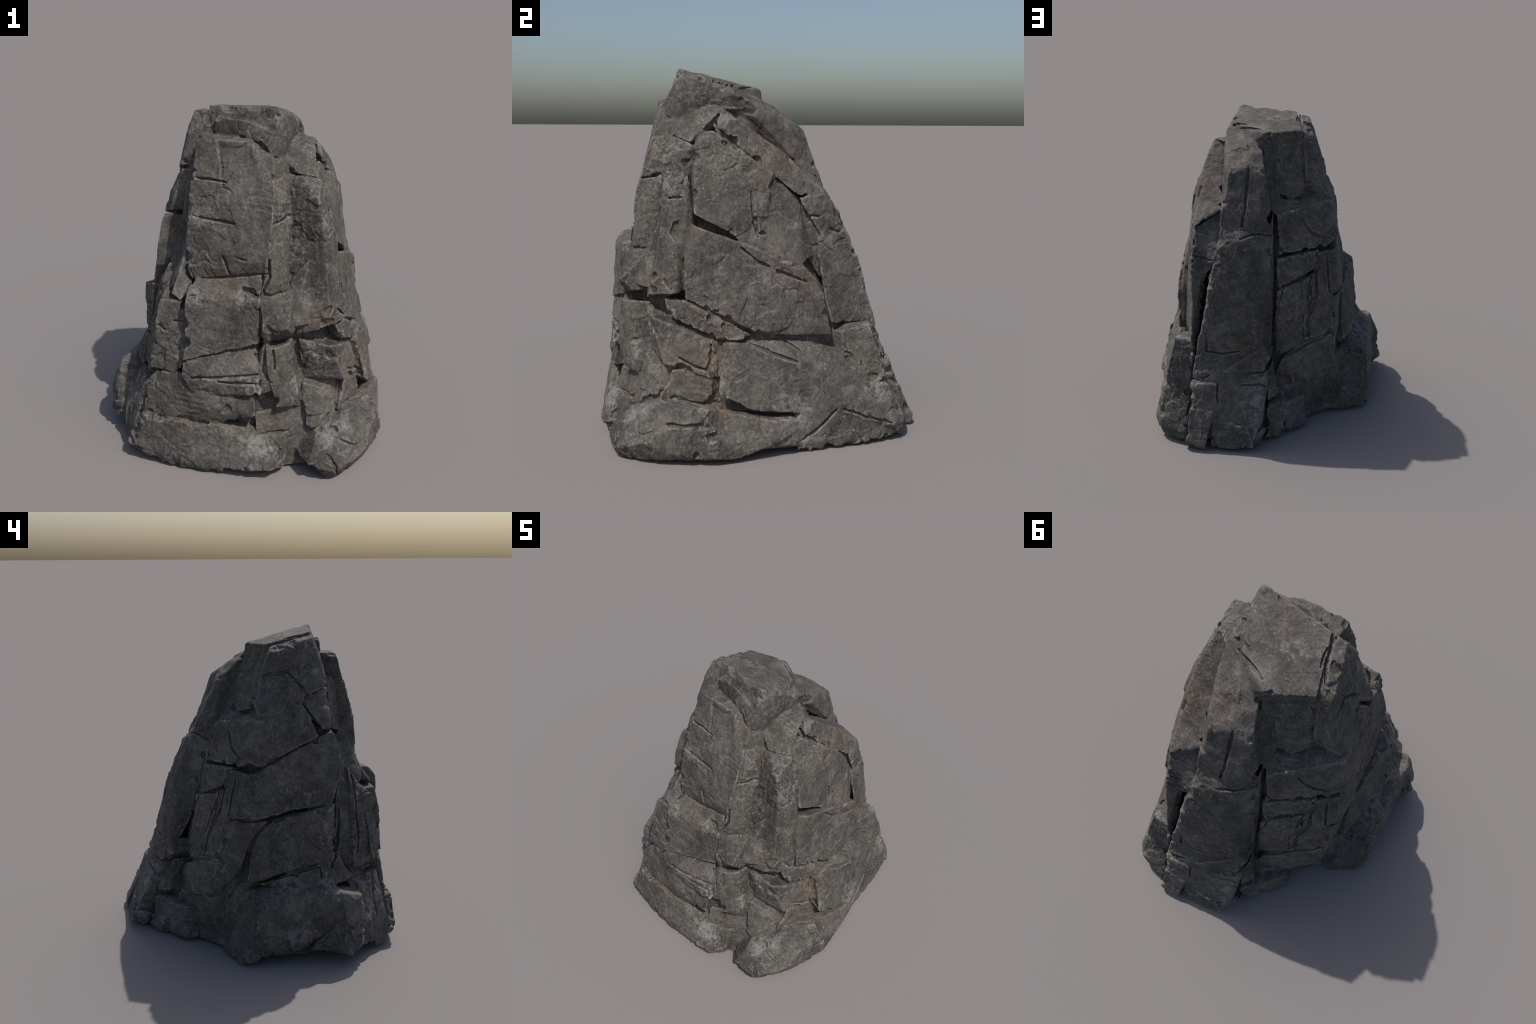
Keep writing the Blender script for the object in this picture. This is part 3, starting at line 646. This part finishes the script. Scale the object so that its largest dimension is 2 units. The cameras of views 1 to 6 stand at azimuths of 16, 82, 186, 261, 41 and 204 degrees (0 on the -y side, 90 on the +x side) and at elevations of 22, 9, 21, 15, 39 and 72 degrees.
# ------------------------------------------------------------------ material
def rock_material(name, tone=1.0, rust=0.0):
    mat = bpy.data.materials.new(name)
    mat.use_nodes = True
    nt = mat.node_tree
    nodes, links = nt.nodes, nt.links
    bsdf = nodes['Principled BSDF']
    coord = nodes.new('ShaderNodeTexCoord').outputs['Object']

    def mapped(scale):
        m = nodes.new('ShaderNodeMapping')
        m.inputs['Scale'].default_value = scale
        links.new(coord, m.inputs['Vector'])
        return m.outputs['Vector']

    def noise(scale, detail=6, rough=.6, vec=None, dist=0):
        n = nodes.new('ShaderNodeTexNoise')
        n.inputs['Scale'].default_value = scale
        n.inputs['Detail'].default_value = detail
        n.inputs['Roughness'].default_value = rough
        n.inputs['Distortion'].default_value = dist
        links.new(vec or coord, n.inputs['Vector'])
        return n.outputs['Fac']

    def ramp(fac, stops):
        r = nodes.new('ShaderNodeValToRGB')
        while len(r.color_ramp.elements) < len(stops):
            r.color_ramp.elements.new(.5)
        for e, (pos, col) in zip(r.color_ramp.elements, stops):
            e.position = pos
            e.color = (*col, 1) if isinstance(col, tuple) else (col, col, col, 1)
        links.new(fac, r.inputs['Fac'])
        return r.outputs['Color']

    def mix(fac, a, b, kind='MIX'):
        m = nodes.new('ShaderNodeMix')
        m.data_type, m.blend_type = 'RGBA', kind
        if isinstance(fac, float):
            m.inputs['Factor'].default_value = fac
        else:
            links.new(fac, m.inputs['Factor'])
        for sock, val in (('A', a), ('B', b)):
            target = [i for i in m.inputs if i.name == sock and i.type == 'RGBA'][0]
            if isinstance(val, tuple):
                target.default_value = (*val, 1)
            else:
                links.new(val, target)
        return [o for o in m.outputs if o.type == 'RGBA'][0]

    def mul(a, b):
        m = nodes.new('ShaderNodeMath')
        m.operation = 'MULTIPLY'
        for i, v in enumerate((a, b)):
            if isinstance(v, float):
                m.inputs[i].default_value = v
            else:
                links.new(v, m.inputs[i])
        return m.outputs[0]

    def patches(spots):
        """Soft regions round given places on the rock, for growths and stains."""
        total = None
        for place, radius in spots:
            d = nodes.new('ShaderNodeVectorMath')
            d.operation = 'DISTANCE'
            links.new(coord, d.inputs[0])
            d.inputs[1].default_value = place
            r = nodes.new('ShaderNodeMapRange')
            r.inputs['From Min'].default_value = radius * 1.25
            r.inputs['From Max'].default_value = radius * .25
            links.new(d.outputs['Value'], r.inputs['Value'])
            if total is None:
                total = r.outputs['Result']
            else:
                m = nodes.new('ShaderNodeMath')
                m.operation = 'MAXIMUM'
                links.new(total, m.inputs[0])
                links.new(r.outputs['Result'], m.inputs[1])
                total = m.outputs[0]
        return total

    def where(spots, speckle, bias, soft=.1):
        """A patch broken up by noise: denser in its middle."""
        m = nodes.new('ShaderNodeMath')
        m.operation = 'MULTIPLY_ADD'
        links.new(patches(spots), m.inputs[0])
        m.inputs[1].default_value = .24
        links.new(speckle, m.inputs[2])
        return ramp(m.outputs[0], [(bias, 0.), (bias + soft, 1.)])

    t = tone
    base = ramp(noise(4.5, 8, .65, dist=.4), [(.3, (.048 * t, .045 * t, .04 * t)), (.5, (.093 * t, .086 * t, .077 * t)), (.72, (.148 * t, .138 * t, .124 * t))])
    # violet tint on the sloping tops, rusty stains by the joints
    base = mix(mul(ramp(noise(2.6, 4, .55), [(.5, 0.), (.68, 1.)]), .5), base, (.108 * t, .084 * t, .075 * t))
    base = mix(mul(where([((.2, .1, 1.78), .2), ((.42, .12, 1.52), .22), ((.6, .2, .95), .22), ((.48, -.6, .87), .13), ((.3, .0, 1.65), .15),
                          ((-.35, -.8, .42), .12)], noise(13, 6, .7), .58, .2), .5), base, (.118, .086, .079))
    base = mix(mul(ramp(noise(5.5, 6, .65), [(.58, 0.), (.74, 1.)]), .4 + rust), base, (.112, .084, .058))
    base = mix(mul(where([((.69, -.33, .45), .17), ((.66, -.27, .58), .1), ((.03, -.69, 1.09), .15), ((.46, -.02, 1.5), .13), ((.57, -.58, .9), .1),
                          ((-.2, -.86, .29), .12), ((.05, -.86, .29), .1), ((.57, -.37, 1.2), .1), ((.08, .62, .6), .1), ((.75, -.28, .27), .12), ((-.1, -.41, 1.86), .08)],
                         noise(16, 6, .7), .59, .2), .6), base, (.112, .083, .055))
    # mottling, from hand-sized down to grains
    base = mix(1.0, base, ramp(noise(17, 7, .75, dist=.6), [(.3, .5), (.5, .96), (.68, 1.5)]), 'MULTIPLY')
    base = mix(1.0, base, ramp(noise(75, 5, .75), [(.3, .58), (.5, .98), (.7, 1.5)]), 'MULTIPLY')
    # dark lichen crust
    crust = mul(ramp(noise(3.1, 5, .6, mapped((1, 1, .6))), [(.54, 0.), (.66, 1.)]), ramp(noise(40, 5, .72), [(.42, 0.), (.56, 1.)]))
    base = mix(mul(crust, .75), base, (.024, .024, .021))
    base = mix(mul(where([((.45, -.53, 1.45), .22), ((.45, -.57, 1.15), .16), ((.6, -.56, .72), .13), ((.58, -.8, .1), .17), ((.05, -.46, 1.92), .1), ((.36, -.3, 1.86), .12), ((.45, -.66, .62), .12)],
                         noise(34, 6, .75), .62, .08), .75), base, (.026, .026, .023))
    # pale lichen: blotches and specks, plus one painted highlight on the column
    pale = mul(ramp(noise(2.3, 4, .6, mapped((1, 1, 1.2)), .3), [(.52, 0.), (.68, 1.)]), ramp(noise(27, 7, .75), [(.5, 0.), (.62, 1.)]))
    base = mix(mul(pale, .7), base, (.27, .268, .258))
    base = mix(mul(where([((.22, -.86, .17), .19), ((.4, -.68, .48), .14), ((.73, .15, .2), .22), ((.62, .6, .3), .17), ((-.69, -.38, .48), .17), ((-.03, .8, .15), .2),
                          ((-.15, .58, .12), .16), ((.55, -.5, 1.42), .14), ((.62, -.68, .22), .15), ((-.75, -.15, .2), .2), ((.52, -.62, .62), .12), ((.46, -.5, 1.62), .08),  # spot at (.55, -.5, 1.42): column's bright highlight lightened into the colour
                          ((.45, -.2, 1.74), .12), ((-.6, -.15, .48), .2), ((-.1, -.8, 1.03), .1), ((.15, -.72, 1.04), .1)],
                         noise(21, 9, .8), .71, .06), .5), base, (.25, .247, .236))
    for scale, size, thin in ((40, .22, 11), (85, .27, 7)):
        v = nodes.new('ShaderNodeTexVoronoi')
        v.inputs['Scale'].default_value = scale
        w = nodes.new('ShaderNodeVectorMath')
        w.operation = 'ADD'
        links.new(coord, w.inputs[0])
        nv = nodes.new('ShaderNodeTexNoise')
        nv.inputs['Scale'].default_value = scale * .8
        links.new(coord, nv.inputs['Vector'])
        sc = nodes.new('ShaderNodeVectorMath')
        sc.operation = 'SCALE'
        sc.inputs['Scale'].default_value = .9 / scale
        links.new(nv.outputs['Color'], sc.inputs[0])
        links.new(sc.outputs[0], w.inputs[1])
        links.new(w.outputs[0], v.inputs['Vector'])
        speck = mul(ramp(v.outputs['Distance'], [(.08, 1.), (size, 0.)]), ramp(noise(thin, 3, .6), [(.5, 0.), (.6, 1.)]))
        base = mix(mul(speck, .65), base, (.28, .275, .258))
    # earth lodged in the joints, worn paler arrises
    geo = nodes.new('ShaderNodeNewGeometry')
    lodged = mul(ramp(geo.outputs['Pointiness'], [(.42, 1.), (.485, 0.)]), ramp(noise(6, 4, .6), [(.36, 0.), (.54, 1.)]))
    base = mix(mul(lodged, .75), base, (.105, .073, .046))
    worn = mul(ramp(geo.outputs['Pointiness'], [(.512, 0.), (.555, 1.)]), ramp(noise(14, 5, .65), [(.38, .2), (.58, 1.)]))
    base = mix(mul(worn, .65), base, (.25, .244, .228))
    links.new(base, bsdf.inputs['Base Color'])
    bsdf.inputs['Roughness'].default_value = .82
    bsdf.inputs['Specular IOR Level'].default_value = .35
    b1 = nodes.new('ShaderNodeBump')
    b1.inputs['Strength'].default_value = .5
    b1.inputs['Distance'].default_value = .006
    links.new(noise(60, 8, .68, mapped((1, 1, .8))), b1.inputs['Height'])
    links.new(b1.outputs['Normal'], bsdf.inputs['Normal'])
    return mat


MATS = {'plain': rock_material('slate_rock'), 'rusty': rock_material('stained_slate_rock', .98, .3)}
RUSTY = {'band', 'ledge', 'wedge'}

# ------------------------------------------------------------------ objects
root = bpy.data.objects.new('rock', None)
bpy.context.collection.objects.link(root)
root['label'] = 'tall tapering dark grey boulder of fractured slate slabs'
root['category'] = 'rock'

for k, s in enumerate(STONES):
    f = quads[owner == k]
    if len(f) < 4:
        continue
    used, inv = np.unique(f, return_inverse=True)
    inv = inv.reshape(f.shape)
    me = bpy.data.meshes.new(s['kind'])
    me.vertices.add(len(used))
    me.vertices.foreach_set('co', verts[used].astype(np.float32).ravel())
    me.loops.add(inv.size)
    me.loops.foreach_set('vertex_index', inv.astype(np.int32).ravel())
    me.polygons.add(len(f))
    me.polygons.foreach_set('loop_start', np.arange(0, inv.size, 4, dtype=np.int32))
    me.polygons.foreach_set('use_smooth', np.ones(len(f), bool))
    me.update(calc_edges=True)
    me.validate()
    me.normals_split_custom_set_from_vertices(nrm[used].tolist())
    me.materials.append(MATS['rusty' if s['kind'] in RUSTY else 'plain'])
    ob = bpy.data.objects.new(s['kind'], me)
    bpy.context.collection.objects.link(ob)
    ob.parent = root
